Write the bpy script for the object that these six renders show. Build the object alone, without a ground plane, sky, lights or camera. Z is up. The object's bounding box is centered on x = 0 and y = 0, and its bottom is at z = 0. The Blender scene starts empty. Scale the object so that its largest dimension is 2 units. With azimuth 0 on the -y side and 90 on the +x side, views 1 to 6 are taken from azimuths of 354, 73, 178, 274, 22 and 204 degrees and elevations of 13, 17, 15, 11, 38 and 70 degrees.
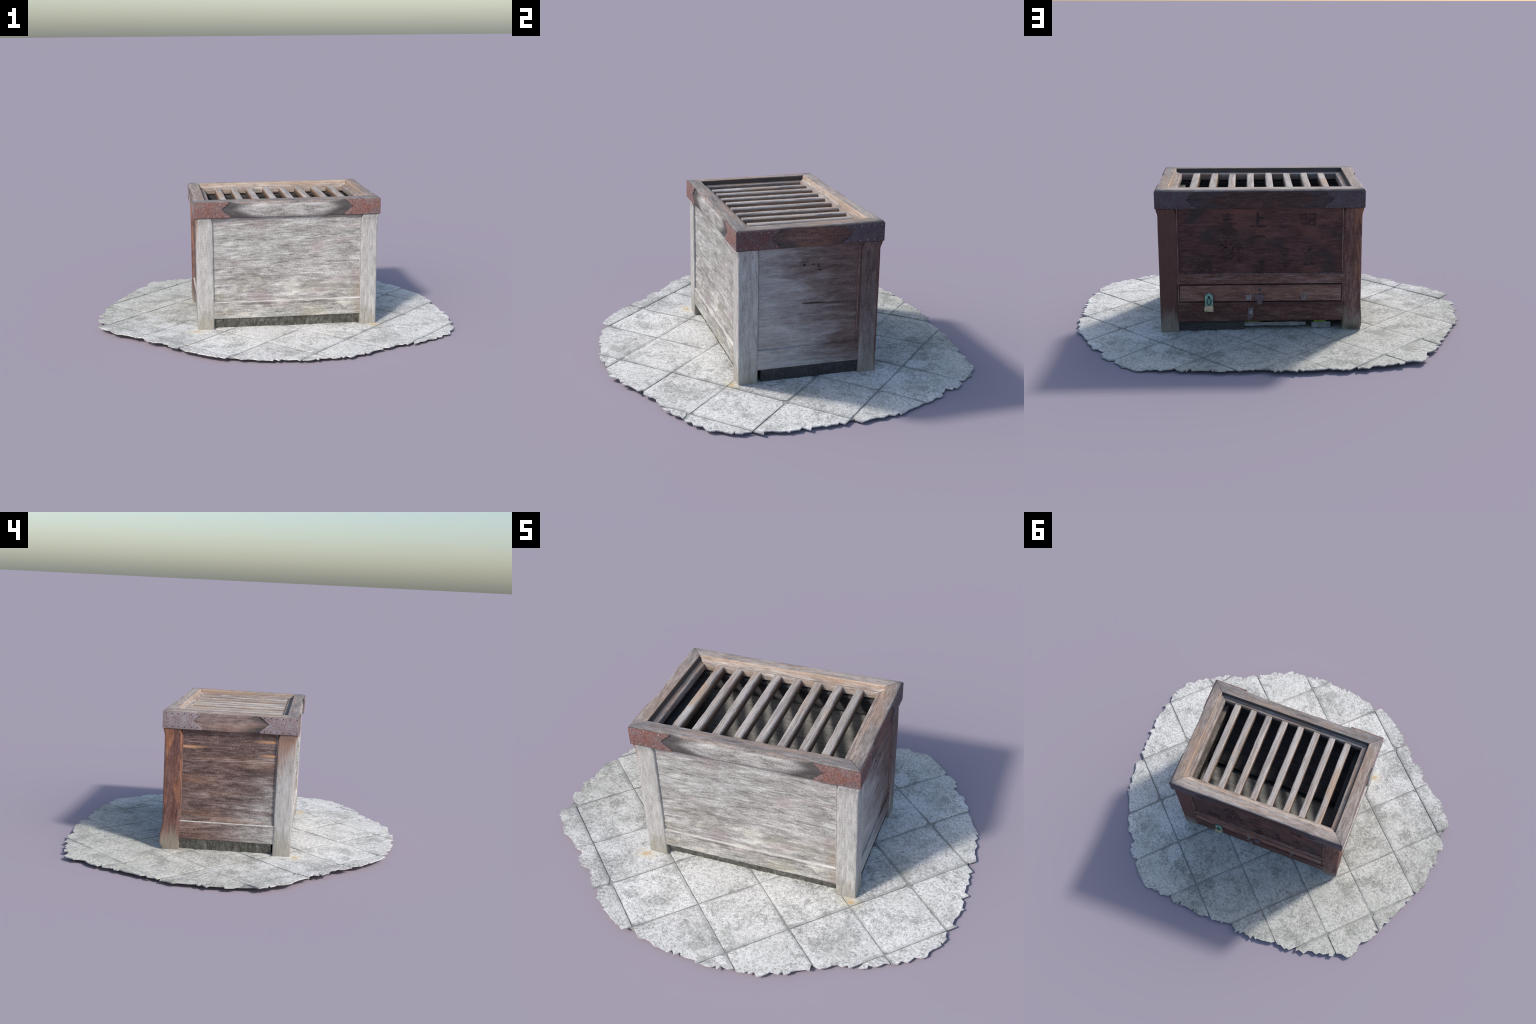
import bpy, bmesh, math, random
from mathutils import Vector, noise

random.seed(7)

# ------------------------------------------------------------------ layout
X0, X1, Y0, Y1 = -0.455, 0.552, -0.322, 0.348      # outer edge of the top frame
ZB, ZT = 0.640, 0.7328                              # top frame underside and top
LX0, LX1, LY0, LY1 = -0.446, 0.544, -0.312, 0.341  # outer faces of the legs
LEG = 0.090
RAIL0, RAIL1 = 0.079, 0.171                        # bottom rails
GROUND = 0.020

# ------------------------------------------------------------------ shader helpers
class Nodes:
    def __init__(self, name):
        self.mat = bpy.data.materials.new(name)
        self.mat.use_nodes = True
        self.t = self.mat.node_tree
        self.t.nodes.clear()
        self.out = self.t.nodes.new("ShaderNodeOutputMaterial")
        self.bsdf = self.t.nodes.new("ShaderNodeBsdfPrincipled")
        self.t.links.new(self.bsdf.outputs[0], self.out.inputs[0])
        self.obj = self.node("ShaderNodeTexCoord").outputs["Object"]
        s = self.node("ShaderNodeSeparateXYZ")
        self.link(self.obj, s.inputs[0])
        self.x, self.y, self.z = s.outputs

    def node(self, kind, **props):
        n = self.t.nodes.new(kind)
        for k, v in props.items():
            setattr(n, k, v)
        return n

    def link(self, a, b):
        if isinstance(a, (int, float)):
            b.default_value = a
        elif isinstance(a, (tuple, list)):
            b.default_value = tuple(a) + ((1.0,) if len(a) == 3 and len(b.default_value) == 4 else ())
        else:
            self.t.links.new(a, b)

    def math(self, op, a, b=0.0, c=None, clamp=False):
        n = self.node("ShaderNodeMath", operation=op, use_clamp=clamp)
        self.link(a, n.inputs[0])
        self.link(b, n.inputs[1])
        if c is not None:
            self.link(c, n.inputs[2])
        return n.outputs[0]

    def add(self, a, b): return self.math("ADD", a, b)
    def sub(self, a, b): return self.math("SUBTRACT", a, b)
    def mul(self, a, b): return self.math("MULTIPLY", a, b)
    def absolute(self, a): return self.math("ABSOLUTE", a)
    def clamp(self, a): return self.math("ADD", a, 0.0, clamp=True)

    def linear(self, const, terms):
        acc = const
        for s, k in terms:
            acc = self.math("MULTIPLY_ADD", s, k, acc)
        return acc

    def step(self, v, a, b, lo=0.0, hi=1.0):
        n = self.node("ShaderNodeMapRange", interpolation_type="SMOOTHSTEP")
        for i, q in enumerate((v, a, b, lo, hi)):
            self.link(q, n.inputs[i])
        return n.outputs[0]

    def noise(self, scale=(1, 1, 1), size=1.0, detail=4.0, rough=0.55, distort=0.0, shift=(0, 0, 0)):
        m = self.node("ShaderNodeMapping")
        self.link(self.obj, m.inputs[0])
        m.inputs["Scale"].default_value = scale
        m.inputs["Location"].default_value = shift
        n = self.node("ShaderNodeTexNoise")
        self.link(m.outputs[0], n.inputs["Vector"])
        n.inputs["Scale"].default_value = size
        n.inputs["Detail"].default_value = detail
        n.inputs["Roughness"].default_value = rough
        n.inputs["Distortion"].default_value = distort
        return n.outputs[0]

    def ramp(self, v, stops):
        n = self.node("ShaderNodeValToRGB")
        self.link(v, n.inputs[0])
        e = n.color_ramp.elements
        while len(e) < len(stops):
            e.new(0.5)
        for el, (p, c) in zip(e, stops):
            el.position = p
            el.color = (*c, 1.0)
        return n.outputs[0]

    def mix(self, f, a, b, mode="MIX"):
        n = self.node("ShaderNodeMix", data_type="RGBA", blend_type=mode)
        self.link(f, n.inputs[0])
        self.link(a, n.inputs[6])
        self.link(b, n.inputs[7])
        return n.outputs[2]

    def finish(self, color, rough=0.8, bump=None, strength=0.4, dist=0.002, metallic=0.0, spec=0.3):
        b = self.bsdf
        self.link(color, b.inputs["Base Color"])
        self.link(rough, b.inputs["Roughness"])
        self.link(metallic, b.inputs["Metallic"])
        b.inputs["Specular IOR Level"].default_value = spec
        if bump is not None:
            n = self.node("ShaderNodeBump")
            n.inputs["Strength"].default_value = strength
            n.inputs["Distance"].default_value = dist
            self.link(bump, n.inputs["Height"])
            self.t.links.new(n.outputs[0], b.inputs["Normal"])
        return self.mat


GREY = ((.17, .155, .14), (.375, .36, .345), (.66, .65, .63))
BROWN = ((.055, .032, .027), (.155, .095, .08), (.33, .225, .195))
RED = ((.036, .018, .017), (.088, .041, .037), (.19, .10, .09))
TAN = ((.115, .09, .078), (.30, .25, .222), (.56, .49, .44))


def wood(name, axis, weather, brown=BROWN, grey=GREY, warm=0.0, warm_col=(.50, .24, .12), blotch=0.9,
         streak=0.5, extra=None, contrast=1.3):
    """Weathered timber. weather = (const, kx, ky, kz): how far the wood has gone grey, by place."""
    n = Nodes(name)
    along = lambda a, c: tuple(a if i == axis else c for i in range(3))
    sh = tuple(random.uniform(-9, 9) for _ in range(3))
    fine = n.noise(along(18, 120), 1.0, 5, .66, 0.35, sh)
    mid = n.noise(along(4.5, 30), 1.0, 5, .6, 0.8, sh)
    patch = n.noise(along(3.6, 8), 1.0, 5, .62, 0.6, sh)
    cloud = n.noise(along(9, 17), 1.0, 5, .68, 0.5, tuple(q + 2 for q in sh))
    speck = n.noise((1, 1, 1), 230, 2, .6, 0, sh)
    c, kx, ky, kz = weather
    w = n.linear(c, [(n.x, kx), (n.y, ky), (n.z, kz), (n.sub(patch, .5), blotch), (n.sub(mid, .5), streak)])
    w = n.step(w, 0.0, 1.0)
    v = n.linear(-0.16, [(fine, .46), (mid, .28), (speck, .36), (cloud, .22)])
    v = n.math('MULTIPLY_ADD', v, contrast, .5 - .5 * contrast)
    ramp = lambda cols: n.ramp(v, [(.34, cols[0]), (.5, cols[1]), (.70, cols[2])])
    col = n.mix(w, ramp(brown), ramp(grey))
    if warm:
        p2 = n.noise(along(1.3, 14), 1.0, 3, .5, 0.3, tuple(s + 3 for s in sh))
        m = n.mul(n.step(p2, .52, .72), warm)
        col = n.mix(m, col, n.mix(fine, tuple(q * .6 for q in warm_col), tuple(q * 1.5 for q in warm_col)))
    if extra:
        col = extra(n, col, dict(fine=fine, mid=mid, patch=patch, speck=speck, w=w, cloud=cloud))
    height = n.linear(0.0, [(fine, .8), (speck, .25), (mid, .4)])
    return n.finish(col, n.step(v, .3, .7, .7, .92), height, .55, .003)


def iron(name, rust, plain, amount):
    n = Nodes(name)
    sh = tuple(random.uniform(-9, 9) for _ in range(3))
    big = n.noise((1, 1, 1), 26, 4, .6, .3, sh)
    fine = n.noise((1, 1, 1), 190, 3, .65, 0, sh)
    pits = n.noise((1, 1, 1), 420, 2, .6, 0, sh)
    v = n.linear(-.05, [(fine, .7), (pits, .4)])
    m = n.clamp(n.linear(amount - 1.2, [(big, 2.4)]))
    shade = n.ramp(v, [(.34, (.42,) * 3), (.5, (1, 1, 1)), (.68, (1.75,) * 3)])
    col = n.mix(1.0, n.mix(m, plain, rust), shade, "MULTIPLY")
    return n.finish(col, n.step(fine, .3, .7, .55, .85), n.linear(0, [(fine, .6), (pits, .6)]), .6, .002, .15, .4)


def plain(name, dark, light, size=60, rough=.8, metallic=0.0, strength=.4):
    n = Nodes(name)
    a = n.noise((1, 1, 1), size, 4, .6)
    col = n.ramp(a, [(.32, dark), (.68, light)])
    return n.finish(col, rough, a, strength, .002, metallic)


# ------------------------------------------------------------------ geometry helpers
def empty(name, loc):
    o = bpy.data.objects.new(name, None)
    o.location = loc
    o.empty_display_size = .1
    bpy.context.scene.collection.objects.link(o)
    return o


def place(name, mesh, mat, parent, loc=(0, 0, 0), smooth=35):
    o = bpy.data.objects.new(name, mesh)
    bpy.context.scene.collection.objects.link(o)
    if mat and not mesh.materials:
        mesh.materials.append(mat)
    o.parent = parent
    base = Vector((0, 0, 0))
    p = parent
    while p:
        base += p.location
        p = p.parent
    o.location = Vector(loc) - base
    return o


def to_mesh(bm, name, angle=35):
    bmesh.ops.remove_doubles(bm, verts=bm.verts, dist=1e-6)
    bmesh.ops.recalc_face_normals(bm, faces=bm.faces)
    for f in bm.faces:
        f.smooth = True
    for e in bm.edges:
        e.smooth = not (len(e.link_faces) == 2 and e.calc_face_angle(0) > math.radians(angle))
    me = bpy.data.meshes.new(name)
    bm.to_mesh(me)
    bm.free()
    return me


def grain(p, axis, seed):
    a = p[axis]
    q = [p[i] for i in range(3) if i != axis]
    f = noise.noise(Vector((a * 5 + seed, q[0] * 55, q[1] * 55)))
    g = noise.noise(Vector((a * 1.6 - seed, q[0] * 14 + 3, q[1] * 14)))
    h = noise.noise(Vector((a * 30, q[0] * 90 + seed, q[1] * 90)))
    return f * .55 + g * .9 + h * .35


def round_rect(w, h, r, ds):
    """Closed section centred on 0 with outward normals; corner radius r, about ds between points."""
    pts = []
    for (cx, cy, a0), (nx, ny) in zip(((w/2-r, -h/2+r, -90), (w/2-r, h/2-r, 0), (-w/2+r, h/2-r, 90), (-w/2+r, -h/2+r, 180)),
                                      ((0, 1), (-1, 0), (0, -1), (1, 0))):
        for k in range(4):
            a = math.radians(a0 + 30 * k)
            pts.append(((cx + r * math.cos(a), cy + r * math.sin(a)), (math.cos(a), math.sin(a))))
        length = (h if ny else w) - 2 * r
        m = max(1, round(length / ds))
        a = math.radians(a0 + 90)
        sx, sy = cx + r * math.cos(a), cy + r * math.sin(a)
        for k in range(1, m):
            pts.append(((sx + nx * length * k / m, sy + ny * length * k / m), (math.cos(a), math.sin(a))))
    return pts


def timber(name, axis, lo, hi, r=.004, ds=.011, dl=.014, amp=.0009, relief=None, taper=None):
    """A sawn and weathered piece from lo to hi, grain along axis."""
    seed = random.uniform(0, 50)
    u, v = [i for i in range(3) if i != axis]
    if axis == 1:
        u, v = 2, 0
    w, h = hi[u] - lo[u], hi[v] - lo[v]
    section = round_rect(w, h, min(r, w * .45, h * .45), ds)
    length = hi[axis] - lo[axis]
    seg = max(2, round(length / dl))
    bm = bmesh.new()
    rings = []
    for k in range(seg + 1):
        t = k / seg
        ring = []
        for (a, b), (na, nb) in section:
            p = [0, 0, 0]
            p[axis] = lo[axis] + length * t
            p[u] = (lo[u] + hi[u]) / 2 + a
            p[v] = (lo[v] + hi[v]) / 2 + b
            d = grain(p, axis, seed) * amp
            nrm = [0, 0, 0]
            nrm[u], nrm[v] = na, nb
            if relief:
                d += relief(Vector(p), Vector(nrm))
            p[u] += na * d
            p[v] += nb * d
            if taper:
                p = taper(p)
            ring.append(bm.verts.new(p))
        rings.append(ring)
    n = len(section)
    for a, b in zip(rings, rings[1:]):
        for i in range(n):
            bm.faces.new((a[i], a[(i + 1) % n], b[(i + 1) % n], b[i]))
    bm.faces.new(rings[0])
    bm.faces.new(rings[-1])
    return to_mesh(bm, name)


def smooth(t, a, b):
    t = min(1, max(0, (t - a) / (b - a)))
    return t * t * (3 - 2 * t)


def prism(name, outline, to_world, t0, t1, bevel=.0):
    """Flat outline (u, v) made thick between depths t0 and t1."""
    bm = bmesh.new()
    a = [bm.verts.new(to_world(u, v, t0)) for u, v in outline]
    b = [bm.verts.new(to_world(u, v, t1)) for u, v in outline]
    n = len(a)
    fa, fb = bm.faces.new(a), bm.faces.new(b)
    for i in range(n):
        bm.faces.new((a[i], a[(i + 1) % n], b[(i + 1) % n], b[i]))
    bm.normal_update()
    if bevel:
        edges = list(fb.edges)
        bmesh.ops.bevel(bm, geom=edges, offset=bevel, segments=2, affect="EDGES", profile=.6)
    bmesh.ops.triangulate(bm, faces=[f for f in bm.faces if len(f.verts) > 4])
    return to_mesh(bm, name, 30)


def dome(bm, c, normal, r, flat=.6):
    z = Vector(normal)
    x = z.orthogonal().normalized()
    y = z.cross(x)
    rows = []
    for j in range(3):
        a = math.radians(j * 38)
        rows.append([bm.verts.new(Vector(c) + (x * math.cos(q) + y * math.sin(q)) * r * math.cos(a) + z * r * flat * math.sin(a))
                     for q in (2 * math.pi * i / 7 for i in range(7))])
    for a, b in zip(rows, rows[1:]):
        for i in range(7):
            bm.faces.new((a[i], a[(i + 1) % 7], b[(i + 1) % 7], b[i]))
    bm.faces.new(rows[-1])


# ------------------------------------------------------------------ top level things
box = empty("offertory_box", (0.048, 0.012, GROUND))
box["label"] = "old weathered wooden offertory box with slatted top and iron corners"
box["category"] = "offertory box"
paving = empty("stone_paving", (0, 0, 0))
paving["label"] = "ragged round patch of pale square granite paving tiles"
paving["category"] = "paving"

# ------------------------------------------------------------------ materials of the box
def front_extra(n, col, s):
    # pinkish ghosts of old lacquer, ochre algae low down, brown damp in the lower right corner
    pink = n.noise((3, 3, 9), 1.0, 3, .5, .4, (4, 2, 8))
    col = n.mix(n.mul(n.step(pink, .53, .70), .45), col, (.33, .25, .26))
    algae = n.mul(n.step(n.noise((5, 5, 16), 1.0, 4, .6, .3, (1, 7, 3)), .48, .7), n.step(n.z, .42, .2))
    col = n.mix(n.mul(algae, .5), col, (.27, .245, .16))
    cream = n.mul(n.step(s["cloud"], .5, .66), n.step(n.z, .36, .2))
    col = n.mix(n.mul(cream, .5), col, (.72, .68, .58))
    mould = n.mul(n.step(n.noise((4, 4, 11), 1.0, 5, .68, .6, (6, 1, 2)), .54, .70), n.step(n.z, .40, .30, .35, 1.0))
    col = n.mix(n.mul(mould, .7), col, (.155, .14, .125))
    damp = n.mul(n.step(n.linear(0, [(n.x, 1), (n.sub(s["mid"], .5), .1)]), .37, .46), n.step(n.z, .38, .18))
    col = n.mix(n.mul(damp, .55), col, (.30, .235, .17))
    pale = n.step(n.noise((6, 6, 45), 1.0, 5, .7, .6, (5, 5, 5)), .56, .70)
    col = n.mix(n.mul(pale, .6), col, (.70, .69, .66))
    dark = n.step(n.noise((7, 7, 50), 1.0, 5, .7, .6, (15, 5, 5)), .58, .72)
    return n.mix(n.mul(dark, .55), col, (.17, .155, .14))


def right_extra(n, col, s):
    # shadow inside the crack painted as a dark line; dark brown bands toward the back
    t = n.mul(n.add(n.y, .019), 1 / .24)
    zc = n.linear(.376, [(t, -.009), (n.sub(s["mid"], .5), .006)])
    d = n.absolute(n.sub(n.z, zc))
    m = n.mul(n.mul(n.step(d, .0035, .001), n.step(t, -.02, .02)), n.step(t, 1.0, .5))
    col = n.mix(n.mul(m, .85), col, (.035, .025, .022))
    for zz, y0, y1 in ((.325, .10, .2), (.290, .12, .22), (.345, .02, .15)):
        band = n.step(n.absolute(n.sub(n.linear(0, [(n.z, 1), (n.sub(s["cloud"], .5), .05)]), zz)), .012, .003)
        col = n.mix(n.mul(n.mul(band, n.step(n.y, y0, y1)), .65), col, (.10, .06, .053))
    return col


def left_extra(n, col, s):
    # bright scratches along the boards and raw orange ends in the upper part
    scr = n.step(n.noise((1, 2.0, 110), 1.0, 3, .6, .1, (2, 9, 1)), .60, .72)
    col = n.mix(n.mul(scr, n.step(n.z, .3, .5, .15, .55)), col, (.45, .35, .32))
    for z, y0, y1 in ((.598, -.08, -.20), (.555, .10, .24), (.528, -.10, -.2)):
        band = n.step(n.absolute(n.sub(n.linear(0, [(n.z, 1), (n.sub(s["fine"], .5), .015)]), z)), .010, .002)
        col = n.mix(n.mul(n.mul(band, n.step(n.y, y0, y1)), .75), col, (.62, .33, .17))
    for z in (.500, .508, .492):
        band = n.step(n.absolute(n.sub(n.linear(0, [(n.z, 1), (n.y, .035)]), z)), .0022, .0008)
        col = n.mix(n.mul(n.mul(band, n.step(s["mid"], .4, .55)), .6), col, (.52, .43, .40))
    return col


def back_extra(n, col, s):
    green = n.step(n.noise((6, 1, 8), 1.0, 3, .5, .5, (3, 3, 9)), .55, .72)
    col = n.mix(n.mul(green, .65), col, (.032, .034, .035))
    warm = n.step(n.noise((5, 1, 7), 1.0, 3, .5, .4, (8, 3, 1)), .52, .70)
    return n.mix(n.mul(warm, .55), col, (.19, .08, .062))


def foot_extra(n, col, s):
    # feet bleached and mossy where rain splashes off the paving
    foot = n.step(n.linear(0, [(n.z, 1), (n.sub(s["mid"], .5), .16), (n.sub(s["cloud"], .5), .16)]), .16, .03)
    col = n.mix(n.mul(foot, .7), col, n.mix(s["fine"], (.16, .145, .11), (.42, .385, .32)))
    rot = n.mul(n.step(n.z, .075, .03), n.step(s["patch"], .5, .62))
    return n.mix(n.mul(rot, .7), col, (.09, .08, .055))


def left_back_leg_extra(n, col, s):
    warm = n.mul(n.step(n.noise((26, 26, 4.5), 1.0, 5, .65, .5, (3, 1, 2)), .44, .60), n.step(n.z, .22, .36))
    col = n.mix(n.mul(n.mul(warm, n.step(n.x, -.40, -.43)), .72), col, n.mix(s["fine"], (.16, .055, .03), (.62, .28, .13)))
    return foot_extra(n, col, s)


M_front = wood("bleached_front_wood", 0, (1.15, 0, 0, 0), grey=((.13, .12, .108), (.35, .338, .322), (.70, .69, .67)), blotch=.5, streak=.4, extra=front_extra, contrast=1.12)
M_right = wood("half_weathered_side_wood", 1, (.93, 0, -2.4, -1.0), brown=((.07, .043, .038), (.145, .092, .082), (.24, .165, .15)), grey=((.235, .22, .21), (.36, .345, .34), (.50, .485, .48)), blotch=1.0, streak=.8, extra=right_extra)
M_left = wood("brown_side_wood", 1, (.42, 0, -1.0, -.8), brown=((.045, .028, .025), (.125, .080, .070), (.31, .22, .195)), warm=.2, blotch=.8, streak=.7, extra=left_extra)
M_left_rail = wood("pale_side_rail_wood", 1, (.42, 0, -1.9, -.3), blotch=.7, streak=.7)
M_lip = wood("highlight_painted_lip_wood", 0, (1.2, 0, 0, 0), grey=((.36, .33, .31), (.56, .53, .505), (.74, .72, .69)))  # lightened so the lips read as the highlight along the rail tops
M_back = wood("red_lacquered_back_wood", 0, (-.25, -.2, 0, 0), brown=RED, extra=back_extra)
M_back_rail = wood("worn_brown_rail_wood", 0, (.12, -.25, 0, 0), brown=((.06, .028, .022), (.165, .08, .063), (.32, .185, .155)), blotch=.7, streak=.8)
M_rail_low = wood("dark_bottom_rail_wood", 0, (-.05, -.3, 0, 0), brown=((.04, .018, .015), (.10, .045, .037), (.2, .115, .095)), blotch=.5, streak=.8)
M_drawer = wood("drawer_wood", 0, (.06, -.45, 0, 0), brown=((.085, .040, .031), (.215, .108, .083), (.36, .225, .18)), blotch=.5, streak=.7, warm=.35, warm_col=(.26, .13, .09))
M_leg_fl = wood("grey_leg_wood_left", 2, (1.05, 0, 0, 0), warm=0, blotch=.3, streak=.2, contrast=.85, grey=((.22, .21, .195), (.43, .415, .395), (.66, .65, .63)),
                extra=lambda n, c, s: foot_extra(n, n.mix(n.mul(n.mul(n.step(n.x, -.432, -.444), n.step(n.linear(0, [(n.z, 1), (n.y, 1.8), (n.sub(s["patch"], .5), .5)]), -.10, .10)), .85), c,
                                                       n.mix(s["fine"], (.11, .055, .038), (.40, .22, .14))), s))
M_leg_fr = wood("grey_leg_wood_right", 2, (1.0, 0, 0, 0), blotch=.3, streak=.2, extra=foot_extra, contrast=.95, grey=((.21, .20, .185), (.43, .415, .40), (.68, .67, .65)))
M_leg_br = wood("brown_leg_wood_right", 2, (.80, 0, 0, -1.2), grey=((.13, .11, .105), (.25, .215, .205), (.40, .36, .34)), brown=((.055, .034, .031), (.125, .08, .073), (.25, .175, .16)), blotch=.5, streak=.4, extra=lambda n, c, s: foot_extra(n, n.mix(n.step(n.y, .325, .335), c, n.mix(s["fine"], (.05, .022, .018), (.20, .10, .082))), s))
M_leg_bl = wood("brown_leg_wood_left", 2, (.10, 0, 0, -.3), brown=((.055, .026, .022), (.145, .07, .058), (.29, .17, .145)), blotch=.6, streak=.4, extra=left_back_leg_extra)
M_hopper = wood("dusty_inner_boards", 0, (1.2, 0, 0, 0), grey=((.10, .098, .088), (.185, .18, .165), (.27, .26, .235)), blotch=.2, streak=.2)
M_inner = wood("dark_inner_wood", 0, (.2, 0, 0, 0), brown=((.022, .021, .023), (.048, .046, .05), (.095, .088, .088)), grey=((.04, .036, .034), (.08, .073, .068), (.15, .135, .12)))  # bluish black carries the unlit interior in its base colour
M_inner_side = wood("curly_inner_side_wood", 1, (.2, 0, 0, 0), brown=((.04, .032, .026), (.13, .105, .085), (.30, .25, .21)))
M_kick = wood("mossy_kick_board", 2, (.6, 0, 0, 0), brown=((.03, .028, .022), (.08, .074, .06), (.19, .18, .15)), grey=((.05, .048, .04), (.13, .126, .11), (.30, .30, .27)))
M_bead = wood("bead_wood", 2, (.3, 0, -1.0, 0), brown=((.075, .04, .034), (.19, .11, .095), (.36, .25, .22)))
M_iron_red = iron("rusted_corner_iron", (.225, .098, .078), (.19, .14, .138), .55)
M_iron_dark_red = iron("dark_rusted_iron", (.16, .06, .052), (.14, .105, .11), .5)
M_iron_grey = iron("grey_corner_iron", (.225, .15, .145), (.30, .262, .27), .35)
M_iron_black = iron("blackened_corner_iron", (.085, .055, .058), (.105, .085, .10), .4)
M_rivet = plain("rivet_iron", (.15, .11, .10), (.50, .43, .41), 120, .5, .4)
M_rivet_dark = plain("dark_rivet_iron", (.03, .025, .025), (.12, .1, .1), 120, .6, .4)
M_hole = plain("dark_hole", (.008, .007, .007), (.012, .011, .011))


def rim_wood(name, axis, weather, brown, grey, centre, half, ends, warm=.2, stain_col=(.045, .04, .04), top=TAN, step_shadow=False):
    """Top frame member: outer face keeps its own tone, the upper side is tan, iron stains spread from the corner plates."""
    def extra(n, col, s):
        along = n.x if axis == 0 else n.y
        nz = n.node("ShaderNodeNewGeometry").outputs["Normal"]
        up = n.node("ShaderNodeSeparateXYZ")
        n.link(nz, up.inputs[0])
        side = n.step(n.math("MULTIPLY_ADD", n.z, 1.0, n.mul(n.sub(s["patch"], .5), .010)), ZT - .0075, ZT - .0015)
        v = n.linear(-.10, [(s["fine"], .52), (s["mid"], .34), (s["speck"], .34)])
        tan = n.ramp(v, [(.34, top[0]), (.5, top[1]), (.70, top[2])])
        p2 = n.noise(tuple(2.0 if i == axis else 30 for i in range(3)), 1.0, 3, .5, .3, (4, 4, 4))
        tan = n.mix(n.mul(n.step(p2, .56, .7), .38), tan, (.46, .27, .17))
        old = n.noise((7, 7, 7), 1.0, 4, .6, .3, (2, 4, 6))
        tan = n.mix(n.mul(n.step(old, .52, .68), .5), tan, (.17, .135, .12))
        wear = n.noise(tuple(3.0 if i == axis else 11 for i in range(3)), 1.0, 4, .6, .4, (9, 1, 4))
        tan = n.mix(n.mul(n.step(wear, .48, .66), .5), tan, n.mix(s["fine"], (.20, .12, .08), (.55, .37, .25)))
        # black iron-tannin stain, strongest at the plate and along the lower and upper edges
        total = None
        for e, amt in ends:
            d = n.mul(n.sub(along, e), 1.0 if e < centre else -1.0)
            edge = n.mul(n.absolute(n.sub(n.z, .690)), 2.6)
            reach = n.linear(0.0, [(d, -1.0), (edge, 1.0), (n.sub(s["patch"], .5), .22), (n.sub(s["mid"], .5), .12), (n.sub(s["fine"], .5), .06)])
            m = n.mul(n.step(reach, -.10, .03), amt)
            m = n.mul(m, n.step(s["cloud"], .15, .5, .55, 1.0))
            total = m if total is None else n.math("MAXIMUM", total, m)
        col = n.mix(total, col, n.mix(s["fine"], tuple(.3 * q for q in stain_col), tuple(2.4 * q for q in stain_col)))
        # inner part of the frame (beyond the step) and the upper face
        inx = n.math("MINIMUM", n.sub(n.x, X0), n.sub(X1, n.x))
        iny = n.math("MINIMUM", n.sub(n.y, Y0), n.sub(Y1, n.y))
        inside = n.step(n.math("MINIMUM", inx, iny), .004, .009)
        f = n.math("MAXIMUM", side, inside)
        # corners of the upper face darkened by the iron
        corner = n.mul(n.step(n.add(n.absolute(n.sub(n.x, (X0 + X1) / 2)), n.absolute(n.sub(n.y, (Y0 + Y1) / 2))), .72, .85), .82)
        tan = n.mix(corner, tan, n.mix(s["fine"], (.06, .055, .058), (.25, .23, .235)))
        # step round the opening: shadow painted dark on the front and left, orange line on the back and right
        d = n.math("MINIMUM", inx, iny)
        wob = n.linear(d, [(n.sub(s["fine"], .5), .003)])
        line = n.step(n.absolute(n.sub(wob, .0625 if step_shadow else .0590)), .0042 if step_shadow else .0050, .0016)
        broken = n.step(s["patch"], .30, .52)
        tan = n.mix(n.mul(line, .8) if step_shadow else n.mul(n.mul(line, broken), .38), tan, (.045, .036, .033) if step_shadow else (.56, .37, .25))
        inner = n.step(n.absolute(n.sub(wob, .0785)), .0022, .0008)
        tan = n.mix(n.mul(inner, .6), tan, (.07, .055, .048))
        mitre = n.mul(n.step(n.absolute(n.sub(inx, iny)), .0022, .0008), n.step(d, .094, .090))
        tan = n.mix(n.mul(mitre, .75), tan, (.05, .038, .033))
        return n.mix(f, col, tan)
    return wood(name, axis, weather, brown, grey, warm=warm, extra=extra)


M_rim_front = rim_wood("frame_wood_front", 0, (1.2, 0, 0, 0), BROWN, ((.15, .14, .13), (.34, .325, .31), (.60, .585, .56)), .05, .5, [(-.255, .95), (.355, .95)], 0,
                       top=((.085, .075, .07), (.235, .21, .20), (.47, .44, .42)), step_shadow=True)
M_rim_right = rim_wood("frame_wood_right", 1, (.10, 0, -1.0, 0), ((.06, .03, .025), (.15, .075, .06), (.28, .16, .13)), ((.1, .08, .07), (.22, .18, .16), (.4, .33, .3)), 0, .3, [(-.20, .95), (.24, .5)])
M_rim_back = rim_wood("frame_wood_back", 0, (-.2, 0, 0, 0), ((.028, .016, .014), (.07, .037, .032), (.14, .08, .07)), RED, .05, .5, [(-.26, .45), (.35, .45)],
                      stain_col=(.045, .045, .055), top=((.17, .135, .115), (.40, .34, .30), (.68, .61, .55)))
M_rim_left = rim_wood("frame_wood_left", 1, (.45, 0, 0, 0), ((.08, .045, .038), (.2, .125, .105), (.36, .26, .23)), ((.13, .1, .095), (.27, .225, .205), (.44, .38, .35)), 0, .3, [(-.20, .97), (.25, .35)], step_shadow=True)


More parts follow.
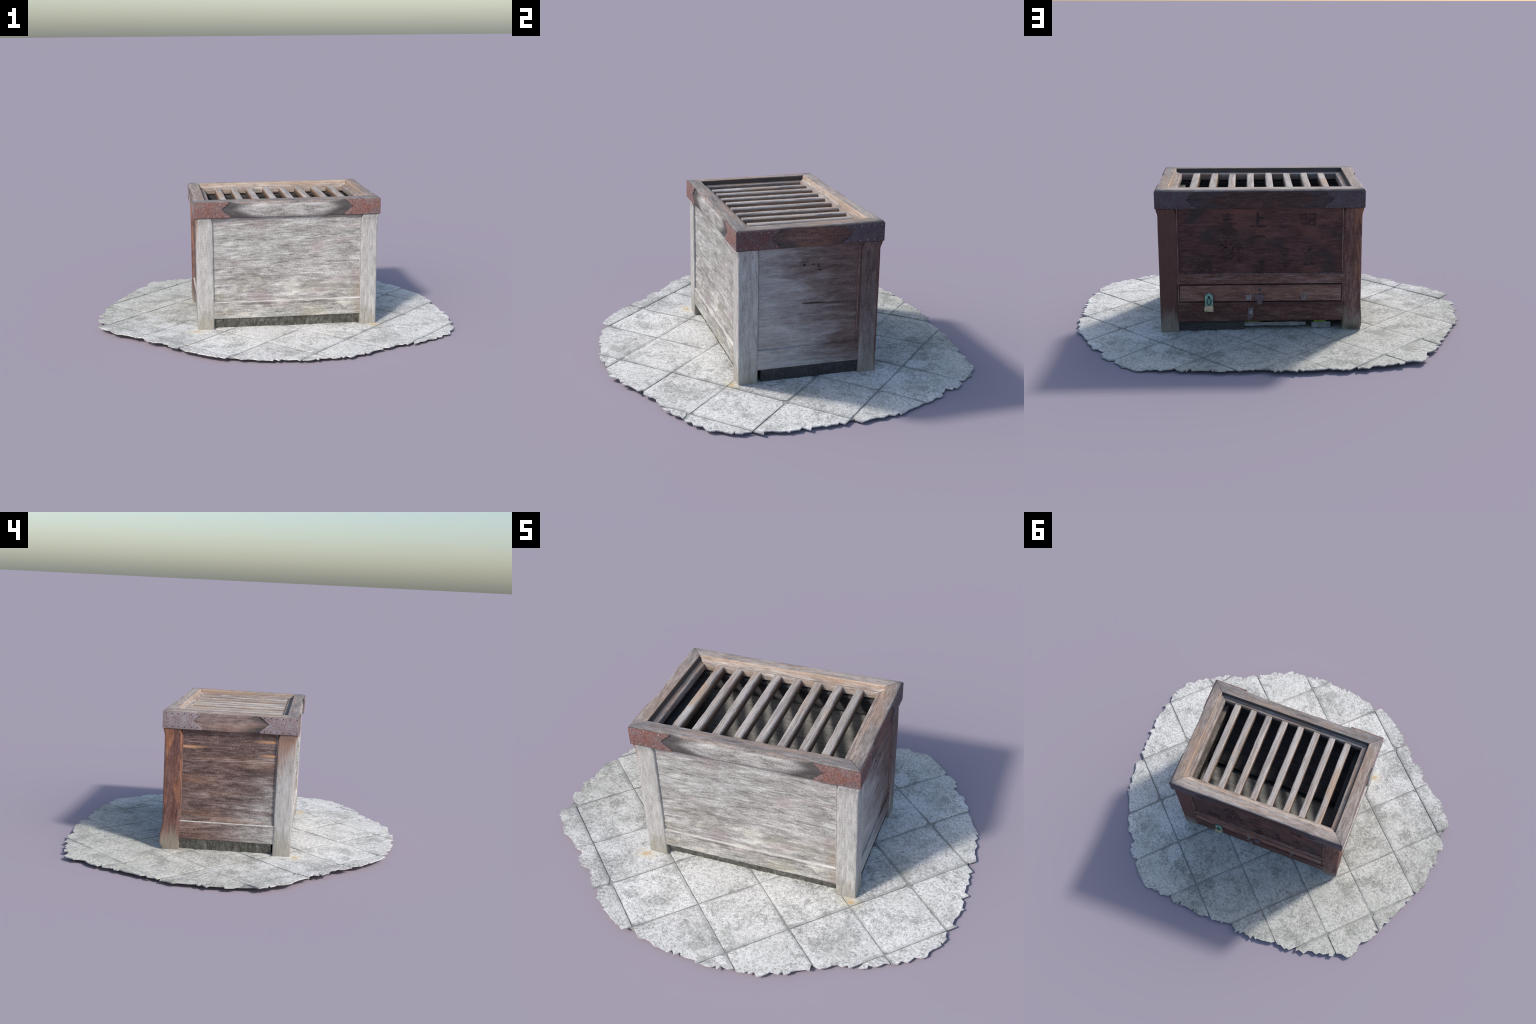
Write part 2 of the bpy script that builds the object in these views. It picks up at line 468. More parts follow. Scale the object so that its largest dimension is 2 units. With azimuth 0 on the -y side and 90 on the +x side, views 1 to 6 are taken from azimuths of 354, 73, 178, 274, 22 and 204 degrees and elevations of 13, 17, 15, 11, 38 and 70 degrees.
def slat_material():
    n = Nodes("slat_wood")
    n.lz = n.z
    r = n.node("ShaderNodeObjectInfo").outputs["Random"]
    m = n.node("ShaderNodeVectorMath", operation="MULTIPLY_ADD")
    n.link(n.obj, m.inputs[0])
    m.inputs[1].default_value = (1, 1, 1)
    comb = n.node("ShaderNodeCombineXYZ")
    for i, k in enumerate((13.0, 7.0, 5.0)):
        n.link(n.mul(r, k), comb.inputs[i])
    n.link(comb.outputs[0], m.inputs[2])
    n.obj = m.outputs[0]
    fine = n.noise((130, 7, 130), 1.0, 5, .6, .2)
    mid = n.noise((28, 3.0, 28), 1.0, 4, .55, .4)
    speck = n.noise((1, 1, 1), 220, 2, .6)
    patch = n.noise((16, 4.5, 16), 1.0, 3, .6, .4, (3, 1, 2))
    v = n.linear(-.1, [(fine, .5), (mid, .36), (speck, .34)])
    col = n.ramp(v, [(.34, (.18, .145, .125)), (.5, (.42, .37, .335)), (.7, (.68, .62, .575))])
    col = n.mix(n.mul(n.step(patch, .50, .66), n.linear(.05, [(r, .6)])), col, n.mix(fine, (.24, .14, .085), (.70, .49, .32)))
    col = n.mix(n.mul(n.step(patch, .44, .30), .55), col, (.27, .235, .225))
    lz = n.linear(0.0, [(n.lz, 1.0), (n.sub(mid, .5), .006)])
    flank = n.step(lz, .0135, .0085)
    col = n.mix(n.mul(flank, .85), col, n.mix(fine, (.14, .075, .042), (.62, .36, .20)))  # slat sides tinted orange for the sun striking them
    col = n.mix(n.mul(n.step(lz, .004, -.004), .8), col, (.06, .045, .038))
    return n.finish(col, .82, n.linear(0, [(fine, .8), (speck, .3)]), .6, .003)


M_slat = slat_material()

# ------------------------------------------------------------------ legs
def foot_bulge(p):
    p = flare(p)
    k = .014 * smooth(p[2], .028, .05) * (1 - smooth(p[2], .07, .17)) * smooth(p[1], .29, .335)
    return [p[0] - k * .25, p[1] + k, p[2]]


def flare(p):
    k = smooth(p[2], .608, .638) * .007
    return [p[0] + math.copysign(k, p[0] - .05), p[1] + math.copysign(k, p[1] - .012), p[2]]


for mat, lx, ly in ((M_leg_fl, LX0, LY0), (M_leg_fr, LX1 - LEG, LY0), (M_leg_br, LX1 - LEG, LY1 - .086), (M_leg_bl, LX0, LY1 - .086)):
    w = LEG
    if ly > 0:
        me = timber("leg", 2, (lx, ly, GROUND - .002), (lx + w, ly + .086, ZB + .001), .006, .009, .012, .0016, taper=foot_bulge if lx < 0 else flare)
    else:
        me = timber("leg", 2, (lx, ly, GROUND - .002), (lx + w, ly + .090, ZB + .001), .006, .009, .012, .0013, taper=flare)
    place("leg", me, mat, box)

# ------------------------------------------------------------------ panels
FX0, FX1 = LX0 + LEG - .004, LX1 - LEG + .004
SY0, SY1 = LY0 + .090 - .004, LY1 - .086 + .004


def front_relief(p, nrm):
    if nrm.y > -.5:
        return 0
    d = noise.noise(Vector((p.x * 7, 5, p.z * 60))) * .0012
    d += noise.noise(Vector((p.x * 22, 9, p.z * 120))) * .0007
    sag = math.exp(-((p.x - .06) / .24) ** 2 - ((p.z - .40) / .15) ** 2)
    step = 0
    for z, k in ((.205, .0022), (.262, .0016), (.318, .0018)):      # worn ledges along the growth rings
        zz = z + .004 * noise.noise(Vector((p.x * 5, 2, z)))
        step += k * (smooth(p.z, zz + .0025, zz - .0025) - smooth(p.z, zz - .004, zz - .030))
    return d * (1 + smooth(p.z, .42, .2)) - .017 * sag + step


me = timber("front_panel", 0, (FX0, LY0 + .009, RAIL1 - .006), (FX1, LY0 + .028, ZB), .002, .0045, .010, .0008, relief=front_relief)
place("front_panel", me, M_front, box)


def right_relief(p, nrm):
    if nrm.x < .5:
        return 0
    d = 0
    t = (p.y + .019) / .24                     # long drying crack with a lifted lip above it
    if -.05 < t < 1.1:
        zc = .376 - .009 * t + .003 * math.sin(t * 9)
        open_ = smooth(t, -.02, .03) * (1 - smooth(t, .5, 1.05))
        dz = p.z - zc
        d -= .006 * open_ * math.exp(-(dz / .0032) ** 2)
        d += .0028 * open_ * math.exp(-((dz - .011) / .008) ** 2)
        d += .0022 * smooth(t, 0, .2) * (1 - smooth(t, .7, 1.05)) * math.exp(-((p.z - .443 - .012 * t) / .004) ** 2)
    return d + noise.noise(Vector((3, p.y * 6, p.z * 45))) * .0008


me = timber("right_panel", 1, (LX1 - .028, SY0, RAIL1 - .006), (LX1 - .009, SY1, ZB), .002, .003, .008, .0007, relief=right_relief)
right_panel = place("right_panel", me, M_right, box)
bm = bmesh.new()
for y, z, r in ((-.012, .554, .0052), (.030, .555, .0042), (.052, .553, .0032), (.053, .543, .0038), (.060, .528, .0042)):
    ring = [[bm.verts.new((LX1 - .0083 - dx, y + r * math.cos(a), z + r * math.sin(a))) for a in (2 * math.pi * i / 12 for i in range(12))] for dx in (0, .012)]
    bm.faces.new(ring[0])
    for i in range(12):
        bm.faces.new((ring[0][i], ring[0][(i + 1) % 12], ring[1][(i + 1) % 12], ring[1][i]))
holes = place("worm_holes", to_mesh(bm, "worm_holes"), M_hole, right_panel)
holes["kind"] = "stuff"


def left_relief(p, nrm):
    if nrm.x > -.5:
        return 0
    d = noise.noise(Vector((3, p.y * 5, p.z * 50))) * .0008
    for z in (.505, .565):
        d -= .0016 * math.exp(-((p.z - z + .035 * p.y) / .003) ** 2)
    return d


me = timber("left_panel", 1, (LX0 + .013, SY0, RAIL1 - .006), (LX0 + .032, SY1, ZB), .002, .0035, .009, .0007, relief=left_relief)
place("left_panel", me, M_left, box)
me = timber("back_panel", 0, (FX0, LY1 - .030, .300), (FX1, LY1 - .009, ZB), .002, .0055, .012, .0008)
back_panel = place("back_panel", me, M_back, box)

# ------------------------------------------------------------------ rails
def top_bead(z):
    return lambda p, nrm: .0018 * math.exp(-((p.z - z + .006) / .004) ** 2) - .0022 * math.exp(-((p.z - z + .016) / .0022) ** 2)


def low_edge(p, nrm):
    return noise.noise(Vector((p.x * 60, p.y * 60, 3))) * .0016 * smooth(p.z, .11, .085)


rails = (("bottom_rail", 0, (FX0, LY0 + .003, RAIL0), (FX1, LY0 + .034, RAIL1), M_front, lambda p, q: top_bead(RAIL1)(p, q) + low_edge(p, q)),
         ("bottom_rail", 1, (LX1 - .034, SY0, RAIL0), (LX1 - .004, SY1, RAIL1), M_right, top_bead(RAIL1)),
         ("bottom_rail", 1, (LX0 + .004, SY0, RAIL0), (LX0 + .034, SY1, RAIL1), M_left_rail, lambda p, q: low_edge(p, q)),
         ("bottom_rail", 0, (FX0, LY1 - .034, .0725), (FX1, LY1 + .0085, .1705), M_rail_low, top_bead(.1705)),
         ("middle_rail", 0, (FX0, LY1 - .034, .262), (FX1, LY1 + .001, .312), M_back_rail,
          lambda p, q: top_bead(.312)(p, q) - .002 * math.exp(-((p.z - .278) / .002) ** 2)))
for name, axis, lo, hi, mat, rel in rails:
    place(name, timber(name, axis, lo, hi, .005, .0042, .012, .0012, relief=rel), mat, box)

# thin beads round the recessed panels
def bead(lo, hi, axis, mat):
    place("panel_bead", timber("panel_bead", axis, lo, hi, .003, .004, .02, .0005), mat, box)


bead((LX1 - .016, SY1 - .020, RAIL1), (LX1 - .005, SY1 - .012, ZB), 2, M_bead)
bead((LX1 - .015, SY0 + .003, RAIL1), (LX1 - .007, SY0 + .009, ZB), 2, M_bead)
bead((LX0 + .007, SY1 - .010, RAIL1), (LX0 + .018, SY1 - .003, ZB), 2, M_bead)
bead((LX0 + .008, SY0 + .003, RAIL1), (LX0 + .018, SY0 + .009, ZB), 2, M_bead)
bead((FX0 + .003, LY1 - .016, .310), (FX0 + .010, LY1 - .002, ZB), 2, M_bead)
bead((FX1 - .010, LY1 - .016, .310), (FX1 - .003, LY1 - .002, ZB), 2, M_bead)
bead((FX0 + .003, LY1 - .012, .170), (FX0 + .010, LY1 + .004, .263), 2, M_bead)
bead((FX1 - .010, LY1 - .012, .170), (FX1 - .003, LY1 + .004, .263), 2, M_bead)
bead((FX1 - .010, LY0 + .004, RAIL1), (FX1 - .004, LY0 + .014, ZB), 2, M_front)

for lo, hi, axis, mat in (((LX0 + .0025, SY0 + .004, RAIL1 - .003), (LX0 + .016, SY1 - .004, RAIL1 + .0045), 1, M_lip),
                          ((FX0 + .004, LY0 + .0015, RAIL1 - .002), (FX1 - .004, LY0 + .014, RAIL1 + .0035), 0, M_lip),
                          ((LX1 - .014, SY0 + .004, RAIL1 - .002), (LX1 - .0025, SY1 - .004, RAIL1 + .0030), 1, M_right),
                          ((FX0 + .012, LY1 - .014, .309), (FX1 - .012, LY1 - .002, .3165), 0, M_bead)):
    place("rail_lip", timber("rail_lip", axis, lo, hi, .002, .003, .008, .0022), mat, box)

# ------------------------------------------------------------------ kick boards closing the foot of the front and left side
def lean(axis, sign, amount):
    """Foot of the board set further in than its top."""
    def f(p):
        p = list(p)
        p[axis] += sign * amount * (1 - min(1, max(0, (p[2] - GROUND) / .06)))
        return p
    return f


def tuft(p, nrm):
    return noise.noise(Vector((p.x * 90, p.y * 90, p.z * 14))) * .004


place("kick_board", timber("kick_board", 0, (FX0, LY0 + .010, GROUND - .004), (FX1, LY0 + .040, RAIL0 + .004), .004, .007, .008, .001, relief=tuft, taper=lean(1, 1, .024)), M_kick, box)
place("kick_board", timber("kick_board", 1, (LX0 + .010, SY0 + .012, GROUND - .004), (LX0 + .040, SY1, RAIL0 + .004), .004, .007, .008, .001, relief=tuft, taper=lean(0, 1, .024)), M_kick, box)

place("kick_board", timber("kick_board", 1, (LX1 - .046, SY0 + .02, GROUND - .004), (LX1 - .007, SY1, RAIL0 + .004), .004, .009, .012, .001, relief=tuft, taper=lean(0, -1, .010)), M_inner, box)  # this board and the next coloured dark for the shadow under the rail
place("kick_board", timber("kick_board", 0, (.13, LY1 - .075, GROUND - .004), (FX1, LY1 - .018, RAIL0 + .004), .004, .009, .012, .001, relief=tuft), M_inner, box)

# ------------------------------------------------------------------ drawer and its fittings
def drawer_relief(p, nrm):
    if nrm.y < .5:
        return 0
    # chewed lower left corner and wavy upper edge
    return -.005 * smooth(p.x, .36, .45) * smooth(p.z, .200, .178)


drawer = place("drawer", timber("drawer", 0, (FX0 + .013, LY1 - .040, .1745), (FX1 - .013, LY1 + .0035, .2565), .004, .005, .012, .0014, relief=drawer_relief), M_drawer, box)
YB = LY1 + .0035


def back_plate(name, outline, mat, parent, depth, y=None, bevel=.0008):
    y0 = YB if y is None else y
    return place(name, prism(name, outline, lambda u, v, t: (u, y0 + t, v), -.002, depth, bevel), mat, parent)


M_lock = iron("lock_iron", (.13, .085, .08), (.17, .13, .14), .4)
M_pale_iron = iron("scuffed_iron", (.14, .11, .095), (.30, .28, .265), .2)
c = (.054, .234)
back_plate("keyhole_plate", [(c[0] - .012, c[1]), (c[0], c[1] - .010), (c[0] + .012, c[1]), (c[0], c[1] + .010)], M_lock, drawer, .0022)
back_plate("keyhole", [(c[0] - .002, c[1] - .005), (c[0] + .002, c[1] - .005), (c[0] + .002, c[1] + .005), (c[0] - .002, c[1] + .005)], M_hole, drawer, .0027, bevel=0)


def rect(u0, u1, v0, v1):
    return [(u0, v0), (u1, v0), (u1, v1), (u0, v1)]


back_plate("lock_plate", rect(.034, .077, .180, .210), M_lock, drawer, .0065, bevel=.002)
back_plate("lock_tongue", [(.044, .160), (.066, .160), (.070, .183), (.040, .183)], M_lock, drawer, .0085, bevel=.002)
for cx, cz in ((.108, .196), (-.164, .194)):
    p = back_plate("staple_plate", [(cx - .014, cz - .012), (cx + .004, cz - .015), (cx + .014, cz - .011), (cx + .013, cz + .013), (cx - .012, cz + .012)], M_pale_iron, drawer, .0035)
    bm = bmesh.new()
    prev = None
    for i in range(13):                        # staple loop standing out of the drawer
        a = math.pi * i / 12
        ctr = Vector((cx + .001, YB + .002 + .017 * math.sin(a), cz + .009 * math.cos(a)))
        ring = []
        out = Vector((0, math.sin(a), math.cos(a)))
        for k in range(6):
            b = 2 * math.pi * k / 6
            ring.append(bm.verts.new(ctr + out * .0028 * math.cos(b) + Vector((1, 0, 0)) * .0028 * math.sin(b)))
        if prev:
            for k in range(6):
                bm.faces.new((prev[k], prev[(k + 1) % 6], ring[(k + 1) % 6], ring[k]))
        prev = ring
    place("staple", to_mesh(bm, "staple", 60), M_pale_iron, drawer)
latch = back_plate("latch_plate", [(.084, .145), (.112, .145), (.114, .098), (.118, .088), (.106, .078), (.100, .090), (.094, .084), (.086, .100)], M_lock, box, .006, LY1 + .0085, .0015)
back_plate("latch_bolt", [(.088, .112), (.107, .112), (.106, .134), (.090, .134)], M_pale_iron, latch, .012, LY1 + .0085, .003)

M_green = plain("green_painted_hasp", (.16, .33, .26), (.33, .55, .44), 90, .6)
M_brass = plain("pale_brass", (.42, .33, .20), (.70, .60, .40), 70, .45, .3)
padlock = back_plate("hasp", [(.283, .156), (.323, .156), (.322, .208), (.318, .210), (.3025, .2215), (.287, .210), (.284, .208)], M_green, box, .008, LY1 + .0085, .002)
back_plate("padlock_body", [(.2815, .129), (.3245, .129), (.327, .140), (.3235, .158), (.2835, .158), (.280, .140)], M_brass, padlock, .018, LY1 + .0085, .004)
bm = bmesh.new()
prev = None
for i in range(17):                            # padlock shackle
    a = 2 * math.pi * i / 16
    ctr = Vector((.303 + .010 * math.cos(a), LY1 + .0185, .180 + .017 * math.sin(a)))
    ring = [bm.verts.new(ctr + Vector((math.cos(a), 0, math.sin(a))) * .003 * math.cos(b) + Vector((0, 1, 0)) * .003 * math.sin(b)) for b in (2 * math.pi * k / 6 for k in range(6))]
    if prev:
        for k in range(6):
            bm.faces.new((prev[k], prev[(k + 1) % 6], ring[(k + 1) % 6], ring[k]))
    prev = ring
place("padlock_shackle", to_mesh(bm, "padlock_shackle", 60), plain("dark_green_iron", (.035, .07, .055), (.09, .15, .12), 90), padlock)
back_plate("hasp_slot", rect(.298, .308, .200, .207), M_hole, padlock, .0092, LY1 + .0085, 0)

# ------------------------------------------------------------------ brush writing on the back panel (read from behind: right is -x)
YP = LY1 - .009
SIGNS = {
    "up": [[(.5, 1), (.48, .05)], [(.5, .56), (.88, .60)], [(.03, .04), (.97, .07)]],
    "bright": [[(.06, .92), (.05, .12)], [(.06, .92), (.36, .92), (.36, .12)], [(.06, .53), (.36, .53)], [(.06, .18), (.36, .18)],
               [(.52, .92), (.95, .92), (.90, .58), (.80, .55)], [(.72, .9), (.66, .68), (.50, .52)],
               [(.55, .42), (.55, .06)], [(.55, .42), (.92, .42), (.90, .06)], [(.55, .09), (.90, .09)]],
    "master": [[(.42, 1), (.6, .90)], [(.15, .74), (.85, .76)], [(.22, .42), (.78, .43)], [(.0, .05), (1, .06)], [(.5, .74), (.5, .06)]],
    "one": [[(.02, .42), (.5, .52), (.98, .48)]],
    "sun": [[(.2, .95), (.2, .05)], [(.2, .95), (.8, .95), (.8, .05)], [(.2, .5), (.8, .5)], [(.2, .06), (.8, .06)]],
    "offer": [[(.2, .86), (.8, .88)], [(.26, .70), (.74, .71)], [(.06, .54), (.94, .56)], [(.5, 1), (.5, .56)], [(.47, .55), (.3, .3), (.0, .14)],
              [(.53, .55), (.74, .3), (1, .17)], [(.3, .28), (.7, .29)], [(.25, .14), (.75, .15)], [(.5, .38), (.5, 0)]],
    "store": [[(.3, 1), (.1, .78), (.32, .72), (.05, .45)], [(.22, .5), (.22, .05)], [(.08, .3), (.03, .12)], [(.36, .3), (.40, .14)],
              [(.52, .8), (.52, .02)], [(.52, .8), (.98, .8), (.97, .04), (.88, .08)], [(.74, 1), (.73, .6), (.56, .3)], [(.75, .55), (.92, .34)]],
}


def write(sign, cx, cz, w, h, pen):
    bm = bmesh.new()
    layer = 0
    for stroke in SIGNS[sign]:
        layer += 1
        pts = []
        for (a, b), (c2, d2) in zip(stroke, stroke[1:]):
            for k in range(6):
                pts.append((a + (c2 - a) * k / 6, b + (d2 - b) * k / 6))
        pts.append(stroke[-1])
        rows = []
        for i, (a, b) in enumerate(pts):
            q0, q1 = pts[max(0, i - 1)], pts[min(len(pts) - 1, i + 1)]
            t = Vector((-(q1[0] - q0[0]) * w, (q1[1] - q0[1]) * h)).normalized()
            f = i / (len(pts) - 1)
            r = pen * (.65 + .5 * math.sin(math.pi * min(1, f * 1.15))) * (1 + .3 * noise.noise(Vector((a * 9, b * 9, layer))))
            px, pz = cx - (a - .5) * w, cz + (b - .5) * h
            y = YP + .0022 + .00008 * layer
            rows.append([bm.verts.new((px + s * r * -t.y, y, pz + s * r * t.x)) for s in (-1, 1)] +
                        [bm.verts.new((px + s * r * -t.y, y - .004, pz + s * r * t.x)) for s in (1, -1)])
        for a, b in zip(rows, rows[1:]):
            for k in range(4):
                bm.faces.new((a[k], a[(k + 1) % 4], b[(k + 1) % 4], b[k]))
        bm.faces.new(rows[0])
        bm.faces.new(rows[-1])
    return to_mesh(bm, "inscription", 50)


def ink(name, strength):
    n = Nodes(name)
    a = n.noise((40, 1, 60), 1.0, 4, .65)
    base = n.ramp(n.noise((9, 1, 130), 1.0, 4, .6), [(.35, (.045, .021, .018)), (.65, (.125, .058, .05))])
    col = n.mix(n.mul(n.step(a, .60, .38), strength), base, (.020, .022, .027))
    return n.finish(col, .85)


I1, I2 = ink("old_ink", .95), ink("faded_ink", .6)
for sign, cx, cz, w, h, pen, mat in (("up", .060, .585, .085, .075, .0055, I1), ("bright", -.185, .582, .075, .066, .0048, I1),
                                     ("offer", .205, .560, .095, .120, .0060, I2), ("store", .195, .428, .105, .105, .0058, I2),
                                     ("master", .040, .355, .062, .058, .0045, I1), ("one", .050, .424, .06, .04, .0075, I2),
                                     ("sun", -.078, .360, .030, .034, .0032, I2), ("sun", -.072, .420, .034, .032, .0030, I2),
                                     ("up", -.188, .430, .045, .040, .0036, I1), ("one", -.190, .362, .062, .04, .0065, I1),
                                     ("one", .060, .500, .070, .04, .0060, I2), ("store", .330, .350, .075, .075, .0042, I2)):
    place("inscription", write(sign, cx, cz, w, h, pen), mat, back_panel)

# ------------------------------------------------------------------ top frame: four mitred mouldings
PROFILE = [(.012, .6390), (.0065, .6395), (.0020, .642), (.0000, .647), (.0, .656), (.0, .668), (.0, .680), (.0, .692), (.0, .704), (.0, .714),
           (.0003, .722), (.0014, .7275), (.0042, .7308), (.009, .732), (.018, .7323), (.028, .7323), (.038, .7323), (.048, .7322), (.0535, .7325), (.0565, .7332),
           (.0595, .7328), (.0612, .731), (.0618, .728), (.0624, .7225), (.0640, .7200), (.0675, .7192), (.074, .7185), (.0775, .7172), (.084, .7165), (.0885, .716), (.0912, .7145),
           (.0925, .710), (.0928, .700), (.0928, .690), (.0918, .681), (.0890, .6765), (.080, .6755), (.071, .675), (.067, .670), (.066, .660), (.066, .640)]


def frame_side(side):
    seed = random.uniform(0, 50)
    horizontal = side in ("front", "back")
    a0, a1 = (X0, X1) if horizontal else (Y0, Y1)
    seg = round((a1 - a0) / .010)
    bm = bmesh.new()
    rows = []
    for i, (d0, z0) in enumerate(PROFILE):
        row = []
        for k in range(seg + 1):
            t = k / seg
            d, z = d0, z0 - {"front": .008, "left": .007, "right": .005, "back": .004}[side] * smooth(d0, .0605, .063) * smooth(z0, .66, .70)
            if side == "back":
                d = d0 * (1 - .10 * smooth(d0, .062, .088))
            lo, hi = a0 + d, a1 - d
            if not horizontal and d0 > .062:       # keep the mitre with the narrower back member
                hi = a1 - d0 * (1 - .10 * smooth(d0, .062, .088))
            s = lo + (hi - lo) * t
            s += .0006 if k == 0 else (-.0006 if k == seg else 0)
            mid = smooth(s, a0 + .15, a0 + .26) * (1 - smooth(s, a1 - .26, a1 - .15))
            # handled edge worn round and hollow between the corner plates
            wear = {"front": .0075, "left": .006, "right": .002, "back": .003}[side] * mid
            wear *= .75 + .5 * noise.noise(Vector((s * 7, seed, 0)))
            if d0 < .02 and z0 > .70:
                d += wear * smooth(z0, .70, .731) * (1 - smooth(d0, .006, .02))
                z -= wear * .45 * (1 - smooth(d0, .006, .02)) * smooth(z0, .712, .731)
            if d0 < .012 and z0 < .66:
                z += .22 * wear * smooth(z0, .66, .64)
            if d0 < .003:
                d += wear * .35
            p = {"front": (s, Y0 + d, z), "back": (s, Y1 - d, z), "left": (X0 + d, s, z), "right": (X1 - d, s, z)}[side]
            p = (p[0], p[1], p[2] + .0045 * smooth(z0, .69, .715) * (1 - smooth(d0, .055, .063)) * (p[1] - Y0) / (Y1 - Y0))
            g = grain((s, d, z), 0, seed) * (.0012 if mid > .05 else .0004)
            if z0 > .7 and .004 < d0 < .09:
                p = (p[0], p[1], p[2] + g * .7)
            else:
                q = {"front": (0, -g), "back": (0, g), "left": (-g, 0), "right": (g, 0)}[side]
                p = (p[0] + q[0], p[1] + q[1], p[2])
            row.append(bm.verts.new(p))
        rows.append(row)
    n = len(rows)
    for i in range(n):
        a, b = rows[i], rows[(i + 1) % n]
        for k in range(seg):
            bm.faces.new((a[k], a[k + 1], b[k + 1], b[k]))
    bm.faces.new([r[0] for r in rows])
    bm.faces.new([r[-1] for r in rows])
    return to_mesh(bm, "frame_member", 50)


frame = empty("top_frame", (0.048, 0.012, ZB))
frame.parent = box
frame.location = (0, 0, ZB - GROUND)
for side, mat in (("front", M_rim_front), ("right", M_rim_right), ("back", M_rim_back), ("left", M_rim_left)):
    place("frame_member", frame_side(side), mat, frame)

# ------------------------------------------------------------------ corner irons: swallow-tailed plates folded round each corner
def tail(jag):
    """Outline of one arm, u along the face from the corner, v up from the lower edge."""
    top = [(.186, .0845), (.187, .0815), (.183, .076), (.174, .070), (.169, .064), (.164, .060), (.158, .0555), (.154, .050), (.147, .046)]
    low = [(.152, .041), (.158, .037), (.164, .031), (.170, .028), (.176, .021), (.185, .015), (.192, .009), (.193, .001)]
    pts = [(-.0022, .001), (-.0022, .0845)] + [(.04 * k, .0845) for k in range(1, 5)]
    for u, v in top + low:
        pts.append((u + jag * random.uniform(-.0035, .0035), v))
    pts += [(.04 * k, .001) for k in range(4, 0, -1)]
    return pts[::-1]


ARMS = ((X0, Y0, "x", 1, -1, M_iron_red, M_rivet), (X1, Y0, "x", -1, -1, M_iron_red, M_rivet), (X1, Y0, "y", 1, 1, M_iron_dark_red, M_rivet),
        (X1, Y1, "y", -1, 1, M_iron_black, M_rivet), (X1, Y1, "x", -1, 1, M_iron_black, M_rivet_dark), (X0, Y1, "x", 1, 1, M_iron_black, M_rivet_dark),
        (X0, Y1, "y", -1, -1, M_iron_grey, M_rivet_dark), (X0, Y0, "y", 1, -1, M_iron_grey, M_rivet_dark))
for cx, cy, run, sgn, out, mat, rmat in ARMS:
    if run == "x":
        f = lambda u, v, t: (cx + sgn * u, cy + out * t, ZB + .003 + v)
        nrm = (0, out, 0)
    else:
        f = lambda u, v, t: (cx + out * t, cy + sgn * u, ZB + .003 + v)
        nrm = (out, 0, 0)
    plate = place("corner_iron", prism("corner_iron", tail(1.0), f, -.0015, .0034, .0010), mat, box)
    bm = bmesh.new()
    for v in (.011, .076):
        for u in (.012, .044, .076, .108, .139, .172):
            dome(bm, f(u + random.uniform(-.004, .004), v + random.uniform(-.002, .002), .0030), nrm, .0032, .7)
    o = place("rivets", to_mesh(bm, "rivets", 80), rmat, plate)
    o["kind"] = "stuff"

# ------------------------------------------------------------------ slats
def slat_mesh(seed):
    random.seed(seed)
    section = [(-.0195, -.020), (-.0180, .004), (-.0176, .0140), (-.0130, .0180), (-.004, .0186), (.004, .0186), (.0130, .0180), (.0176, .0140), (.0180, .004), (.0195, -.020)]
    bm = bmesh.new()
    rings = []
    L0, L1 = -.246, .249
    for k in range(57):
        y = L0 + (L1 - L0) * k / 56
        ring = []
        for i, (a, b) in enumerate(section):
            d = noise.noise(Vector((y * 14 + seed, i * .9, seed))) * .0011 + noise.noise(Vector((y * 48, i * 2.1, seed))) * .0008
            s = 1 + d / .018
            ring.append(bm.verts.new((a * s + noise.noise(Vector((y * 3, seed, 1))) * .0012, y, b * s)))
        rings.append(ring)
    n = len(section)
    for a, b in zip(rings, rings[1:]):
        for i in range(n):
            bm.faces.new((a[i], a[(i + 1) % n], b[(i + 1) % n], b[i]))
    bm.faces.new(rings[0])
    bm.faces.new(rings[-1])
    return to_mesh(bm, "slat", 28)


kinds = [slat_mesh(s) for s in (3, 11, 23)]
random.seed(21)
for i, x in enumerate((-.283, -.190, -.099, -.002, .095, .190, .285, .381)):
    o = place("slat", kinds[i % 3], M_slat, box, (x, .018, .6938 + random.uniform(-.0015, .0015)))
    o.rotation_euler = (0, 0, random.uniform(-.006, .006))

# ------------------------------------------------------------------ inside: ledger beams and the sloping hopper boards down to a slot
IX0, IX1, IY0, IY1 = LX0 + .034, LX1 - .034, LY0 + .030, LY1 - .034
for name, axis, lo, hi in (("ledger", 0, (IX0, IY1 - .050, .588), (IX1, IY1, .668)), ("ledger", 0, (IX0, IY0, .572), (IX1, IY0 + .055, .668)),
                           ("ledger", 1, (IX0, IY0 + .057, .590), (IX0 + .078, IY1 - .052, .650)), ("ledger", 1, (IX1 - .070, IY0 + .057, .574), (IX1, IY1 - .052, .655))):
    place(name, timber(name, axis, lo, hi, .005, .012, .02, .002), M_inner_side if axis == 1 and lo[0] > 0 else M_inner, box)


